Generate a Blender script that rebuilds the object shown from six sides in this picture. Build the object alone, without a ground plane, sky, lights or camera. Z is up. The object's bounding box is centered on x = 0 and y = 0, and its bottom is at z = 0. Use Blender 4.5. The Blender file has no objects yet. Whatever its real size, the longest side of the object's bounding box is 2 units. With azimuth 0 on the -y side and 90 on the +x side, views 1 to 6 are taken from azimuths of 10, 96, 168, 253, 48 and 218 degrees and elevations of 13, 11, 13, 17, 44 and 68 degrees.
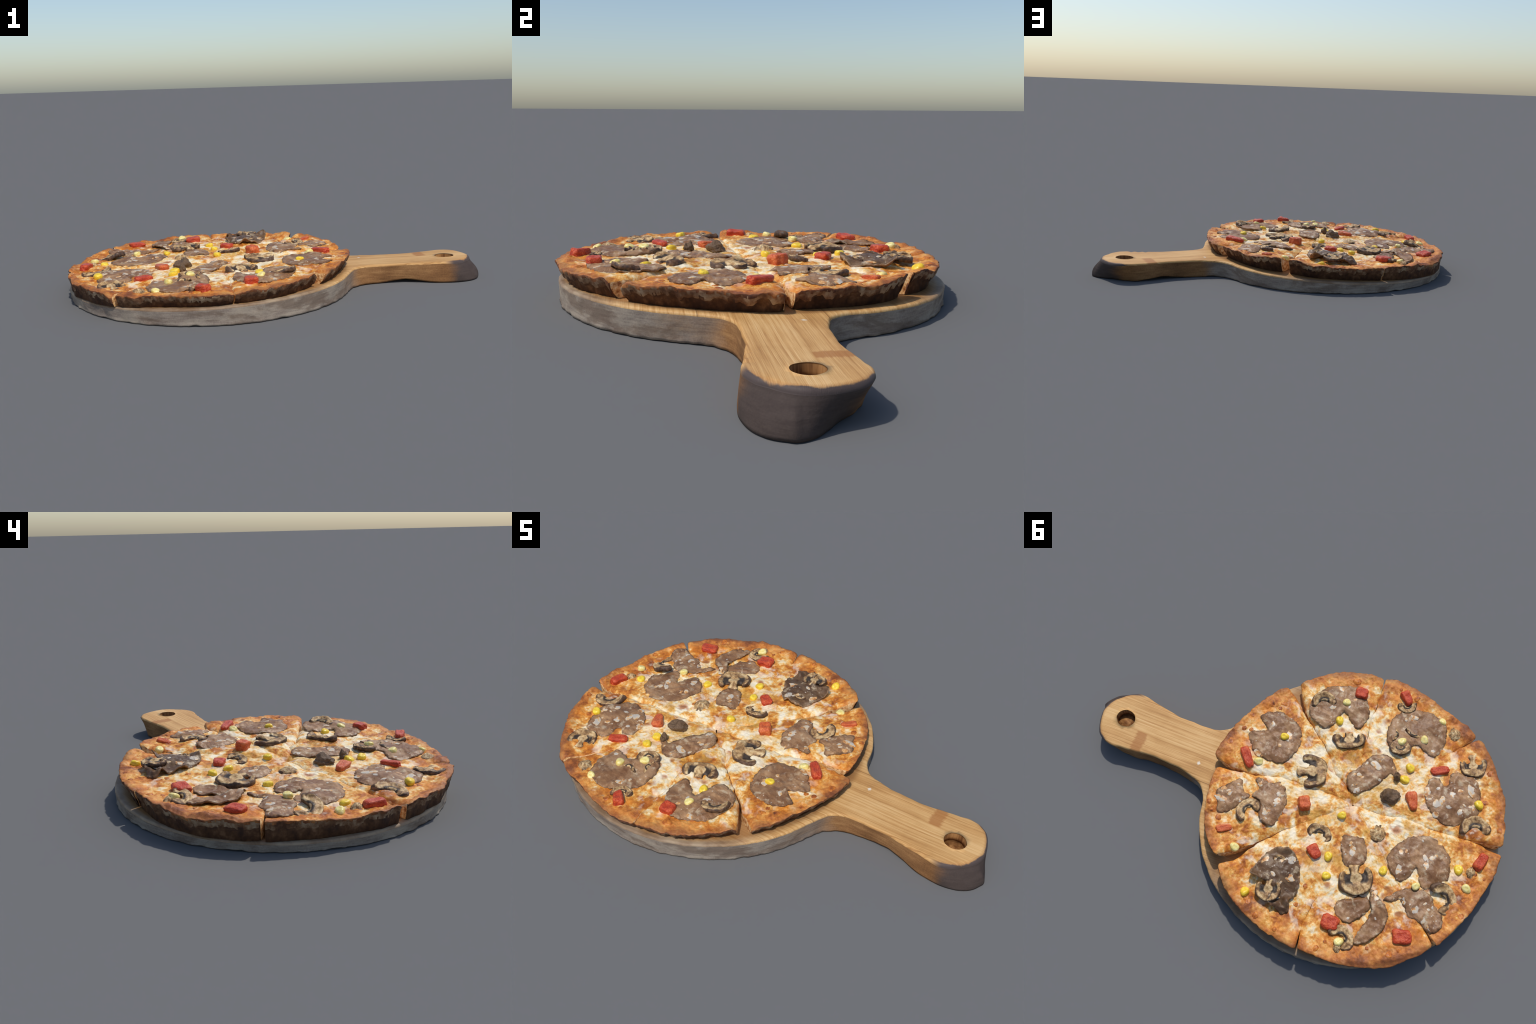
# A thin-crust pizza cut into eight slices, served on a round wooden board with a handle.
import bpy, math, random
import numpy as np
from mathutils import Vector, Matrix, noise as mnoise
from mathutils.geometry import delaunay_2d_cdt

random.seed(7)
SC = bpy.context.scene.collection

# ------------------------------------------------------------------ helpers
def srgb(r, g, b, a=1.0):
    f = lambda c: (c / 255 / 12.92) if c / 255 <= 0.04045 else ((c / 255 + 0.055) / 1.055) ** 2.4
    return (f(r), f(g), f(b), a)

def _hash(ix, iy, seed):
    h = (ix * 374761393 + iy * 668265263 + seed * 974711) & 0xFFFFFFFF
    h = ((h ^ (h >> 13)) * 1274126177) & 0xFFFFFFFF
    return ((h ^ (h >> 16)) & 0xFFFF) / 65536.0 * 2 * np.pi

def perlin(x, y, seed=0):
    x = np.asarray(x, float); y = np.asarray(y, float)
    ix = np.floor(x).astype(np.int64); iy = np.floor(y).astype(np.int64)
    fx, fy = x - ix, y - iy
    u = fx * fx * fx * (fx * (fx * 6 - 15) + 10); v = fy * fy * fy * (fy * (fy * 6 - 15) + 10)
    def g(dx, dy):
        a = _hash(ix + dx, iy + dy, seed)
        return np.cos(a) * (fx - dx) + np.sin(a) * (fy - dy)
    return ((g(0, 0) * (1 - u) + g(1, 0) * u) * (1 - v) + (g(0, 1) * (1 - u) + g(1, 1) * u) * v) * 1.5

def fbm(x, y, scale, octs=3, seed=0):
    s, a = 0, 1.0
    for o in range(octs):
        s = s + a * perlin(np.asarray(x) * scale, np.asarray(y) * scale, seed + o * 17)
        a *= 0.5; scale *= 2.03
    return s

def sstep(a, b, x):
    t = np.clip((np.asarray(x, float) - a) / (b - a), 0, 1)
    return t * t * (3 - 2 * t)

def spline(P, n, closed=True):
    """Catmull-Rom through control points, resampled to n even steps."""
    P = np.array(P, float)
    N = len(P); out = []
    for i in range(N if closed else N - 1):
        p0, p1, p2, p3 = [P[(i + k) % N] if closed else P[min(max(i + k, 0), N - 1)] for k in (-1, 0, 1, 2)]
        t = np.linspace(0, 1, 24, endpoint=False)[:, None]
        out.append(0.5 * (2 * p1 + (p2 - p0) * t + (2 * p0 - 5 * p1 + 4 * p2 - p3) * t ** 2 + (3 * p1 - p0 - 3 * p2 + p3) * t ** 3))
    D = np.vstack(out + [P[:1] if closed else P[-1:]])
    L = np.r_[0, np.cumsum(np.linalg.norm(np.diff(D[:, :2], axis=0), axis=1))]
    s = np.linspace(0, L[-1], n, endpoint=not closed)
    return np.stack([np.interp(s, L, D[:, k]) for k in range(D.shape[1])], 1)

def inside(poly, pts):
    x, y = pts[:, 0], pts[:, 1]; r = np.zeros(len(pts), bool)
    q = np.roll(poly, -1, 0)
    for (x1, y1), (x2, y2) in zip(poly, q):
        c = (y1 > y) != (y2 > y)
        r ^= c & (x < (x2 - x1) * (y - y1) / (y2 - y1 + 1e-12) + x1)
    return r

def edge_dist(poly, pts):
    d = np.full(len(pts), 9.0); q = np.roll(poly, -1, 0)
    for a, b in zip(poly, q):
        ab = b - a; t = np.clip(((pts - a) @ ab) / (ab @ ab + 1e-12), 0, 1)
        d = np.minimum(d, np.linalg.norm(pts - a - t[:, None] * ab, axis=1))
    return d

def fill(loops, step, seed=0):
    """Triangulate a region: loops[0] outer, the rest holes. Returns points, tris, loop index lists."""
    rng = np.random.RandomState(seed)
    pts = [tuple(p) for L in loops for p in L]
    idx, k = [], 0
    for L in loops: idx.append(list(range(k, k + len(L)))); k += len(L)
    lo, hi = loops[0].min(0), loops[0].max(0)
    gx, gy = np.meshgrid(np.arange(lo[0], hi[0], step), np.arange(lo[1], hi[1], step))
    gx = gx + (np.arange(gx.shape[0])[:, None] % 2) * step * .5
    G = np.stack([gx.ravel(), gy.ravel()], 1) + rng.uniform(-.12, .12, (gx.size, 2)) * step
    ok = inside(loops[0], G) & (edge_dist(loops[0], G) > step * .55)
    for L in loops[1:]: ok &= ~inside(L, G) & (edge_dist(L, G) > step * .55)
    pts += [tuple(p) for p in G[ok]]
    edges = [(I[i], I[(i + 1) % len(I)]) for I in idx for i in range(len(I))]
    V, _, F, ov, _, _ = delaunay_2d_cdt([Vector(p) for p in pts], edges, [], 0, 1e-7)
    V = np.array([tuple(v) for v in V]); T = np.array([f for f in F if len(f) == 3])
    c = V[T].mean(1); keep = inside(loops[0], c)
    for L in loops[1:]: keep &= ~inside(L, c)
    T = T[keep]
    a = V[T]; area = (a[:, 1, 0] - a[:, 0, 0]) * (a[:, 2, 1] - a[:, 0, 1]) - (a[:, 1, 1] - a[:, 0, 1]) * (a[:, 2, 0] - a[:, 0, 0])
    T[area < 0] = T[area < 0][:, ::-1]
    return V, T

def boundary_edges(T):
    from collections import Counter
    E = {}
    for t in T:
        for a, b in ((t[0], t[1]), (t[1], t[2]), (t[2], t[0])):
            if (b, a) in E: del E[(b, a)]
            else: E[(a, b)] = 1
    return list(E)

def new_obj(name, V, F, mats, mat_idx=None, parent=None, smooth=True):
    me = bpy.data.meshes.new(name)
    me.from_pydata([tuple(map(float, v)) for v in V], [], [tuple(map(int, f)) for f in F])
    for m in mats: me.materials.append(m)
    if mat_idx is not None: me.polygons.foreach_set("material_index", np.asarray(mat_idx, np.int32))
    me.polygons.foreach_set("use_smooth", np.full(len(me.polygons), smooth))
    me.update()
    ob = bpy.data.objects.new(name, me); SC.objects.link(ob)
    if parent: ob.parent = parent
    return ob

def split_off(name, V, F, mats, mat_idx, groups, parent_of):
    """Build one smooth surface, then separate faces by group; borders coincide and normals are shared."""
    tmp = bpy.data.meshes.new("tmp")
    tmp.from_pydata([tuple(map(float, v)) for v in V], [], [tuple(map(int, f)) for f in F]); tmp.update()
    N = np.zeros(len(V) * 3); tmp.vertices.foreach_get("normal", N) if False else tmp.vertex_normals.foreach_get("vector", N)
    N = N.reshape(-1, 3); bpy.data.meshes.remove(tmp)
    obs = []
    for g, nm in enumerate(name):
        sel = [i for i in range(len(F)) if groups[i] == g]
        used = sorted({v for i in sel for v in F[i]}); mp = {v: k for k, v in enumerate(used)}
        par = parent_of(g, obs)
        ob = new_obj(nm, [V[v] for v in used], [[mp[v] for v in F[i]] for i in sel], mats[g],
                     [mat_idx[i] for i in sel], par)
        ob.data.normals_split_custom_set_from_vertices([tuple(N[v]) for v in used])
        obs.append(ob)
    return obs

# ------------------------------------------------------------------ node helpers
class NT:
    def __init__(self, name):
        self.m = bpy.data.materials.new(name); self.m.use_nodes = True
        self.t = self.m.node_tree; self.t.nodes.clear()
        self.out = self.t.nodes.new("ShaderNodeOutputMaterial")
        self.b = self.t.nodes.new("ShaderNodeBsdfPrincipled")
        self.t.links.new(self.b.outputs[0], self.out.inputs[0])
        self.tc = self.t.nodes.new("ShaderNodeTexCoord")
        self.obj = self.tc.outputs["Object"]
    def lk(self, a, b): self.t.links.new(a, b)
    def put(self, sock, v):
        if isinstance(v, bpy.types.NodeSocket): self.lk(v, sock)
        else: sock.default_value = v
    def mapping(self, loc=(0, 0, 0), rot=(0, 0, 0), scale=(1, 1, 1), vec=None):
        n = self.t.nodes.new("ShaderNodeMapping"); self.lk(vec or self.obj, n.inputs[0])
        n.inputs["Location"].default_value = loc; n.inputs["Rotation"].default_value = rot; n.inputs["Scale"].default_value = scale
        return n.outputs[0]
    def noise(self, scale, detail=4, rough=.55, vec=None, dist=0.0):
        n = self.t.nodes.new("ShaderNodeTexNoise"); self.lk(vec or self.obj, n.inputs["Vector"])
        n.inputs["Scale"].default_value = scale; n.inputs["Detail"].default_value = detail
        n.inputs["Roughness"].default_value = rough; n.inputs["Distortion"].default_value = dist
        return n.outputs["Fac"]
    def voronoi(self, scale, vec=None, feat="F1", rnd=1.0, out="Distance"):
        n = self.t.nodes.new("ShaderNodeTexVoronoi"); self.lk(vec or self.obj, n.inputs["Vector"])
        n.feature = feat; n.inputs["Scale"].default_value = scale; n.inputs["Randomness"].default_value = rnd
        return n.outputs[out]
    def math(self, op, a, b=0.0, c=0.0, clamp=False):
        n = self.t.nodes.new("ShaderNodeMath"); n.operation = op; n.use_clamp = clamp
        for s, v in zip(n.inputs, (a, b, c)): self.put(s, v)
        return n.outputs[0]
    def smooth(self, a, b, x):
        n = self.t.nodes.new("ShaderNodeMapRange"); n.interpolation_type = "SMOOTHSTEP"
        self.put(n.inputs["Value"], x); n.inputs["From Min"].default_value = a; n.inputs["From Max"].default_value = b
        return n.outputs["Result"]
    def ramp(self, fac, stops):
        n = self.t.nodes.new("ShaderNodeValToRGB"); self.lk(fac, n.inputs[0]); e = n.color_ramp.elements
        while len(e) < len(stops): e.new(0.5)
        for el, (p, c) in zip(e, stops): el.position = p; el.color = c
        return n.outputs["Color"]
    def mix(self, fac, a, b, mode="MIX"):
        n = self.t.nodes.new("ShaderNodeMix"); n.data_type = "RGBA"; n.blend_type = mode
        self.put(n.inputs["Factor"], fac)
        ins = [s for s in n.inputs if s.type == "RGBA"]
        self.put(ins[0], a); self.put(ins[1], b)
        return [s for s in n.outputs if s.type == "RGBA"][0]
    def sep(self, vec=None):
        n = self.t.nodes.new("ShaderNodeSeparateXYZ"); self.lk(vec or self.obj, n.inputs[0]); return n.outputs
    def radial(self, cx, cy, vec=None):
        s = self.sep(vec)
        dx = self.math("SUBTRACT", s[0], cx); dy = self.math("SUBTRACT", s[1], cy)
        return self.math("SQRT", self.math("ADD", self.math("MULTIPLY", dx, dx), self.math("MULTIPLY", dy, dy)))
    def bump(self, h, strength=.4, dist=.004):
        n = self.t.nodes.new("ShaderNodeBump"); self.lk(h, n.inputs["Height"])
        n.inputs["Strength"].default_value = strength; n.inputs["Distance"].default_value = dist
        self.lk(n.outputs[0], self.b.inputs["Normal"])
    def done(self, col, rough=.55, spec=.3, **kw):
        self.put(self.b.inputs["Base Color"], col); self.put(self.b.inputs["Roughness"], rough)
        self.b.inputs["Specular IOR Level"].default_value = spec
        for k, v in kw.items(): self.b.inputs[k].default_value = v
        return self.m

# ------------------------------------------------------------------ materials
PC = (-0.318, -0.012)      # centre of the pizza
GRAIN = math.radians(15)   # handle axis and wood grain

def mat_pizza_top():
    n = NT("baked_cheese_and_crust")
    broad = n.noise(8, 3, .55); mid = n.noise(18, 6, .66, dist=.4); fine = n.noise(95, 4, .65); tiny = n.noise(260, 2, .5)
    d = n.radial(*PC)
    tone = n.math("ADD", n.math("MULTIPLY", mid, .55), n.math("MULTIPLY", broad, .45))
    tone = n.math("ADD", tone, n.math("MULTIPLY", n.math("SUBTRACT", fine, .5), .16))
    tone = n.math("ADD", tone, n.math("MULTIPLY", n.smooth(.36, .60, d), .05))
    cheese = n.ramp(tone, [(.42, srgb(243, 229, 198)), (.475, srgb(239, 208, 150)), (.512, srgb(231, 173, 90)),
                           (.555, srgb(210, 136, 52)), (.605, srgb(176, 98, 32)), (.67, srgb(132, 68, 26))])
    # toasted blisters: brown round spots, paler in a ring around them
    v = n.math("ADD", n.voronoi(19, feat="SMOOTH_F1"), n.math("MULTIPLY", n.math("SUBTRACT", n.noise(60, 3), .5), .22))
    pick = n.smooth(.48, .56, n.noise(10, 2, vec=n.mapping(loc=(2, 4, 0))))
    bl = n.math("MULTIPLY", n.math("SUBTRACT", 1.0, n.smooth(.16, .42, v)), pick)
    cheese = n.mix(n.math("MULTIPLY", bl, .80), cheese, srgb(182, 106, 44))
    core = n.math("MULTIPLY", n.math("SUBTRACT", 1.0, n.smooth(.06, .24, v)), pick)
    cheese = n.mix(n.math("MULTIPLY", core, .55), cheese, srgb(120, 64, 30))
    # white fatty patches
    wp = n.math("MULTIPLY", n.smooth(.54, .64, n.noise(14, 4, .55, vec=n.mapping(loc=(3, 1, 0)), dist=.4)), n.math("SUBTRACT", 1.0, n.smooth(.54, .66, d)))
    cheese = n.mix(n.math("MULTIPLY", wp, .5), cheese, srgb(244, 232, 210))
    # herb dust around the middle
    herb = n.math("MULTIPLY", n.smooth(.48, .62, n.noise(7, 4, .6, vec=n.mapping(loc=(7, 2, 0)))), n.math("SUBTRACT", 1.0, n.smooth(.22, .46, d)))
    cheese = n.mix(n.math("MULTIPLY", herb, .62), cheese, srgb(206, 158, 70))
    speck = n.math("MULTIPLY", n.smooth(.60, .68, n.noise(150, 3, .6)), n.math("MAXIMUM", herb, .10))
    cheese = n.mix(n.math("MULTIPLY", speck, .6), cheese, srgb(98, 78, 38))
    # orange oil and sauce near the rim
    oil = n.math("MULTIPLY", n.smooth(.46, .60, n.noise(10, 4, .6, vec=n.mapping(loc=(1, 9, 0)))), n.smooth(.50, .62, d))
    cheese = n.mix(n.math("MULTIPLY", oil, .45), cheese, srgb(224, 132, 36))
    # crust rim
    rt = n.math("ADD", n.math("MULTIPLY", n.noise(9, 4, .6), .55), n.math("ADD", n.math("MULTIPLY", n.noise(26, 4, .6), .30), n.math("MULTIPLY", fine, .15)))
    rim = n.ramp(rt, [(.38, srgb(224, 164, 88)), (.46, srgb(208, 136, 64)), (.52, srgb(188, 112, 48)), (.57, srgb(150, 84, 38)), (.65, srgb(104, 56, 28))])
    edge = n.smooth(.655, .695, n.math("ADD", d, n.math("MULTIPLY", n.math("SUBTRACT", n.noise(10, 4, .6, vec=n.mapping(loc=(9, 1, 3))), .5), .14)))
    rim = n.mix(n.math("MULTIPLY", edge, .6), rim, srgb(124, 74, 46))
    m = n.smooth(.615, .678, n.math("ADD", d, n.math("MULTIPLY", n.math("SUBTRACT", n.noise(7, 5, .62), .5), .22)))
    col = n.mix(m, cheese, rim)
    n.bump(n.math("ADD", n.math("MULTIPLY", fine, .7), n.math("MULTIPLY", tiny, .3)), .45, .005)
    return n.done(col, n.math("ADD", .42, n.math("MULTIPLY", fine, .25)), .32)

def mat_crust_side():
    n = NT("toasted_crust_side")
    a = n.noise(12, 5, .6); b = n.noise(60, 4, .6)
    f = n.math("ADD", n.math("MULTIPLY", a, .65), n.math("MULTIPLY", b, .35))
    col = n.ramp(f, [(.36, srgb(176, 118, 68)), (.45, srgb(140, 86, 50)), (.53, srgb(108, 66, 44)), (.64, srgb(78, 50, 38))])
    n.bump(b, .5, .005)
    return n.done(col, .7, .2)

def mat_crust_pale():
    n = NT("floury_crust_side")
    f = n.math("ADD", n.math("MULTIPLY", n.noise(11, 5, .6), .6), n.math("MULTIPLY", n.noise(45, 4, .6), .4))
    col = n.ramp(f, [(.38, srgb(172, 148, 120)), (.46, srgb(146, 118, 92)), (.53, srgb(120, 86, 62)), (.61, srgb(90, 60, 44))])
    n.bump(f, .5, .005)
    return n.done(col, .75, .15)

def mat_crust_under():
    n = NT("shadow_tinted_crust_underside")
    f = n.math("ADD", n.math("MULTIPLY", n.noise(14, 5, .6), .6), n.math("MULTIPLY", n.noise(50, 4, .6), .4))
    col = n.ramp(f, [(.36, srgb(132, 98, 72)), (.46, srgb(100, 70, 50)), (.56, srgb(78, 54, 42)), (.66, srgb(60, 44, 38))])  # browns darkened to hold the shadow of the gap below the crust lip
    n.bump(f, .4, .005)
    return n.done(col, .75, .15)

def mat_crumb():
    n = NT("cut_dough")
    f = n.noise(70, 4, .6)
    col = n.ramp(f, [(.35, srgb(150, 92, 50)), (.5, srgb(218, 166, 108)), (.65, srgb(238, 208, 160))])
    n.bump(f, .6, .005)
    return n.done(col, .7, .2)

def mat_meat(dark=0.0):
    n = NT("sliced_meat_dark" if dark else "sliced_meat")
    a = n.noise(14, 4, .6); st = n.noise(20, 5, .6, vec=n.mapping(rot=(0, 0, .6), scale=(1, 3.2, 1)), dist=.4); fine = n.noise(150, 3, .6)
    f = n.math("ADD", n.math("MULTIPLY", a, .45), n.math("ADD", n.math("MULTIPLY", st, .4), n.math("MULTIPLY", fine, .15)))
    c = [(184, 146, 106), (162, 123, 86), (138, 100, 68), (106, 71, 46)]
    k = 1 - dark
    col = n.ramp(f, [(p, srgb(*[x * k for x in cc])) for p, cc in zip((.36, .46, .54, .64), c)])
    # small melted fat flecks
    v = n.voronoi(46, feat="F1", vec=n.mapping(loc=(.3, .1, 0), scale=(1, 1, .2)))
    fl = n.math("MULTIPLY", n.math("SUBTRACT", 1.0, n.smooth(.16, .26, n.math("ADD", v, n.math("MULTIPLY", fine, .12)))), n.smooth(.50, .56, n.noise(10, 2, vec=n.mapping(loc=(5, 5, 0)))))
    col = n.mix(n.math("MULTIPLY", fl, .7), col, srgb(214, 200, 180))
    fold = n.smooth(.46, .64, n.noise(8, 4, .6, vec=n.mapping(loc=(6, 3, 0)), dist=.8))
    col = n.mix(n.math("MULTIPLY", fold, .55), col, srgb(*[x * k for x in (114, 76, 48)]))
    pale = n.smooth(.52, .66, n.noise(11, 4, .6, vec=n.mapping(loc=(1, 7, 0)), dist=.6))
    col = n.mix(n.math("MULTIPLY", pale, .45), col, srgb(*[x * k for x in (180, 146, 110)]))
    film = n.smooth(.54, .67, n.noise(24, 5, .65, vec=n.mapping(loc=(2, 8, 0)), dist=.3))
    col = n.mix(n.math("MULTIPLY", film, .6), col, srgb(204, 184, 152))
    n.bump(n.math("ADD", n.math("MULTIPLY", fine, .5), st), .4, .004)
    return n.done(col, .42, .28)

def mat_drip():
    n = NT("melted_cheese_drip")
    f = n.noise(42, 3, .6)
    col = n.ramp(f, [(.40, srgb(190, 178, 162)), (.50, srgb(210, 192, 164)), (.57, srgb(212, 164, 104)), (.66, srgb(178, 114, 62))])
    return n.done(col, .4, .4)

def mat_bubble():
    n = NT("toasted_bubble_skin")
    f = n.math("ADD", n.math("MULTIPLY", n.noise(26, 4, .6), .6), n.math("MULTIPLY", n.noise(95, 4, .6), .4))
    col = n.ramp(f, [(.36, srgb(216, 146, 66)), (.46, srgb(196, 116, 44)), (.54, srgb(164, 88, 36)), (.64, srgb(110, 58, 28))])
    n.bump(f, .4, .004)
    return n.done(col, .45, .3)

def mat_corn(pale):
    n = NT("sweetcorn_pale" if pale else "sweetcorn")
    f = n.noise(1.2, 3)
    col = n.ramp(f, [(.35, srgb(244, 230, 160)), (.6, srgb(230, 204, 110))] if pale else [(.35, srgb(246, 216, 70)), (.62, srgb(232, 184, 36))])
    n.bump(n.noise(2.5, 2), .2, .01)
    return n.done(col, .35, .4)

def mat_tomato(bright):
    n = NT("roast_tomato_red" if bright else "roast_tomato_orange")
    f = n.math("ADD", n.math("MULTIPLY", n.noise(1.1, 4, .6), .6), n.math("MULTIPLY", n.noise(5, 3), .4))
    col = n.ramp(f, [(.36, srgb(214, 100, 54)), (.5, srgb(190, 66, 36)), (.64, srgb(152, 46, 26))] if bright else
                 [(.36, srgb(222, 126, 72)), (.5, srgb(202, 92, 46)), (.64, srgb(168, 66, 34))])
    n.bump(n.noise(3.2, 4, .6), .5, .01)
    return n.done(col, .32, .3)

def mat_mushroom(full, gills=True):
    """Local unit frame: cap radius 1 about the origin, stem towards -y."""
    n = NT("mushroom_flesh_stemmed" if full else "mushroom_flesh" if gills else "mushroom_button_flesh")
    wob = n.noise(2.2, 3)
    s = n.sep(); d = n.math("ADD", n.radial(0, 0), n.math("MULTIPLY", n.math("SUBTRACT", wob, .5), .35))
    f = n.math("ADD", n.math("MULTIPLY", n.noise(2.4, 5, .62, dist=.6), .82), n.math("MULTIPLY", n.noise(12, 3), .18))
    flesh = n.ramp(f, [(.34, srgb(230, 204, 158)), (.46, srgb(204, 170, 120)), (.55, srgb(162, 124, 80)), (.66, srgb(104, 76, 50))])
    # dark gills in the hollow of the cap, on both sides of the stem
    ring = n.math("MULTIPLY", n.smooth(.26, .34, d), n.math("SUBTRACT", 1.0, n.smooth(.62, .74, d)))
    low = n.math("SUBTRACT", 1.0, n.smooth(.20, .42, s[1]))
    if full:
        side = n.smooth(.17, .25, n.math("ABSOLUTE", s[0])); g = n.math("MULTIPLY", n.math("MULTIPLY", ring, low), side)
    else:
        g = n.math("MULTIPLY", n.smooth(.18, .26, d), n.math("SUBTRACT", 1.0, n.smooth(.38, .52, d)))
    if not gills: g = n.math("MULTIPLY", n.smooth(.52, .62, n.noise(2.4, 4, .6, vec=n.mapping(loc=(3, 3, 0)))), .6)
    col = n.mix(n.math("MULTIPLY", g, .95), flesh, srgb(48, 40, 36))
    skin = n.smooth(.86, .96, d)
    col = n.mix(n.math("MULTIPLY", skin, .9), col, srgb(84, 58, 42))
    n.bump(n.noise(9, 4), .4, .004)
    return n.done(col, .5, .3)

def mat_mushroom_skin():
    n = NT("mushroom_skin")
    f = n.noise(3.5, 4, .6)
    col = n.ramp(f, [(.36, srgb(128, 100, 76)), (.5, srgb(92, 68, 52)), (.64, srgb(58, 46, 40))])
    return n.done(col, .5, .3)

def mat_wood_top():
    n = NT("bamboo_board_face")
    g = n.mapping(rot=(0, 0, -GRAIN))
    s = n.sep(g)
    fine = n.noise(1.0, 5, .62, vec=n.mapping(scale=(5, 420, 60), vec=g)); mid = n.noise(1.0, 4, .6, vec=n.mapping(scale=(1.6, 120, 30), vec=g))
    blot = n.noise(7, 4, .6)
    strip = n.math("FLOOR", n.math("MULTIPLY", n.math("ADD", s[1], 3.0), 1 / .052))
    wn = n.t.nodes.new("ShaderNodeTexWhiteNoise"); wn.noise_dimensions = "1D"; n.lk(strip, wn.inputs["W"])
    f = n.math("ADD", n.math("MULTIPLY", fine, .40), n.math("MULTIPLY", mid, .36))
    f = n.math("ADD", f, n.math("ADD", n.math("MULTIPLY", blot, .16), n.math("MULTIPLY", wn.outputs["Value"], .08)))
    col = n.ramp(f, [(.36, srgb(170, 122, 70)), (.46, srgb(198, 150, 92)), (.54, srgb(214, 170, 112)), (.66, srgb(228, 190, 136))])
    # bamboo nodes: brown bars across a strip
    def bar(u0, u1, v0, v1, c, amt):
        nonlocal col
        w = n.math("MULTIPLY", n.math("SUBTRACT", mid, .5), .05)
        u = n.math("ADD", s[0], w); v = s[1]
        k = n.math("MULTIPLY", n.math("MULTIPLY", n.smooth(u0 - .006, u0 + .006, u), n.math("SUBTRACT", 1.0, n.smooth(u1 - .008, u1 + .008, u))),
                   n.math("MULTIPLY", n.smooth(v0 - .002, v0 + .002, v), n.math("SUBTRACT", 1.0, n.smooth(v1 - .002, v1 + .002, v))))
        col = n.mix(n.math("MULTIPLY", k, n.math("ADD", amt - .2, n.math("MULTIPLY", fine, .4))), col, c)
    bar(.738, .790, .074, .200, srgb(160, 98, 48), .62)
    # glue joint
    bar(.05, .42, .1955, .1975, srgb(90, 56, 30), .95)
    bar(.05, .42, -.172, -.170, srgb(90, 56, 30), .95)
    # flour fleck
    fk = n.math("SUBTRACT", 1.0, n.smooth(.004, .011, n.math("ADD", n.radial(.405, .229), n.math("MULTIPLY", n.math("SUBTRACT", n.noise(130, 2), .5), .012))))
    col = n.mix(n.math("MULTIPLY", fk, .85), col, srgb(232, 224, 206))
    # occlusion under the pizza painted brown, greyed outer ring away from the handle
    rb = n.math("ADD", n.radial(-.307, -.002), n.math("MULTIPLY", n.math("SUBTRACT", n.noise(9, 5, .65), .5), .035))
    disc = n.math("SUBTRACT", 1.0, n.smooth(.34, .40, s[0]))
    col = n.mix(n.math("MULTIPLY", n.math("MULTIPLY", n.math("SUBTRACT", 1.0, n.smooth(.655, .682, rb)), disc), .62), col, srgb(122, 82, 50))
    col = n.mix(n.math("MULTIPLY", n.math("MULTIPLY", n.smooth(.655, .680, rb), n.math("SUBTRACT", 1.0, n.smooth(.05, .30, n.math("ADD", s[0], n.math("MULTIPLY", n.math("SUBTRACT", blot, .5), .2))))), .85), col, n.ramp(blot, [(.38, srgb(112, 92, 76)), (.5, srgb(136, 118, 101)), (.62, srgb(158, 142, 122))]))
    # dark rounded tip of the handle
    cd = n.math("ADD", n.radial(.800, .265), n.math("MULTIPLY", n.math("SUBTRACT", n.noise(22, 5, .65), .5), .018))
    tip = n.math("MULTIPLY", n.smooth(.1425, .1485, cd), n.smooth(.82, .88, s[0]))
    col = n.mix(n.math("MULTIPLY", n.smooth(.132, .145, cd), n.math("MULTIPLY", n.smooth(.80, .88, s[0]), .4)), col, srgb(150, 100, 58))
    col = n.mix(tip, col, srgb(84, 72, 68))
    n.bump(n.math("ADD", fine, mid), .25, .003)
    return n.done(col, .55, .22)

def mat_wood_side():
    n = NT("grey_brown_board_edge")
    s = n.sep()
    a = n.noise(5, 5, .6, vec=n.mapping(scale=(1, 1, 2.0))); st = n.noise(1, 5, .6, vec=n.mapping(scale=(10, 10, 130)))
    gr = n.noise(170, 3, .6)
    f = n.math("ADD", n.math("MULTIPLY", a, .45), n.math("ADD", n.math("MULTIPLY", st, .35), n.math("MULTIPLY", gr, .20)))
    blot = n.smooth(.48, .62, n.noise(4.5, 5, .65, vec=n.mapping(loc=(4, 2, 0), scale=(1, 1, 2.6)), dist=.5))
    grey = n.ramp(f, [(.34, srgb(112, 98, 88)), (.46, srgb(140, 126, 114)), (.55, srgb(158, 145, 130)), (.68, srgb(176, 160, 140))])
    grey = n.mix(n.math("MULTIPLY", blot, .6), grey, srgb(104, 84, 70))
    warm = n.ramp(f, [(.34, srgb(96, 66, 42)), (.5, srgb(138, 98, 62)), (.66, srgb(170, 128, 84))])
    dark_end = n.ramp(f, [(.34, srgb(66, 56, 52)), (.5, srgb(78, 67, 62)), (.66, srgb(92, 79, 72))])
    u = n.math("ADD", s[0], n.math("MULTIPLY", n.math("SUBTRACT", a, .5), .14))
    col = n.mix(n.smooth(.34, .44, u), grey, warm)
    col = n.mix(n.smooth(.83, .90, u), col, dark_end)
    n.bump(n.math("ADD", st, gr), .2, .003)
    return n.done(col, .75, .12)

def mat_wood_hole():
    n = NT("bored_hole_wood")
    f = n.noise(1, 4, .6, vec=n.mapping(scale=(60, 60, 6)))
    return n.done(n.ramp(f, [(.35, srgb(116, 74, 40)), (.5, srgb(150, 104, 60)), (.65, srgb(176, 128, 78))]), .65, .2)

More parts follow.
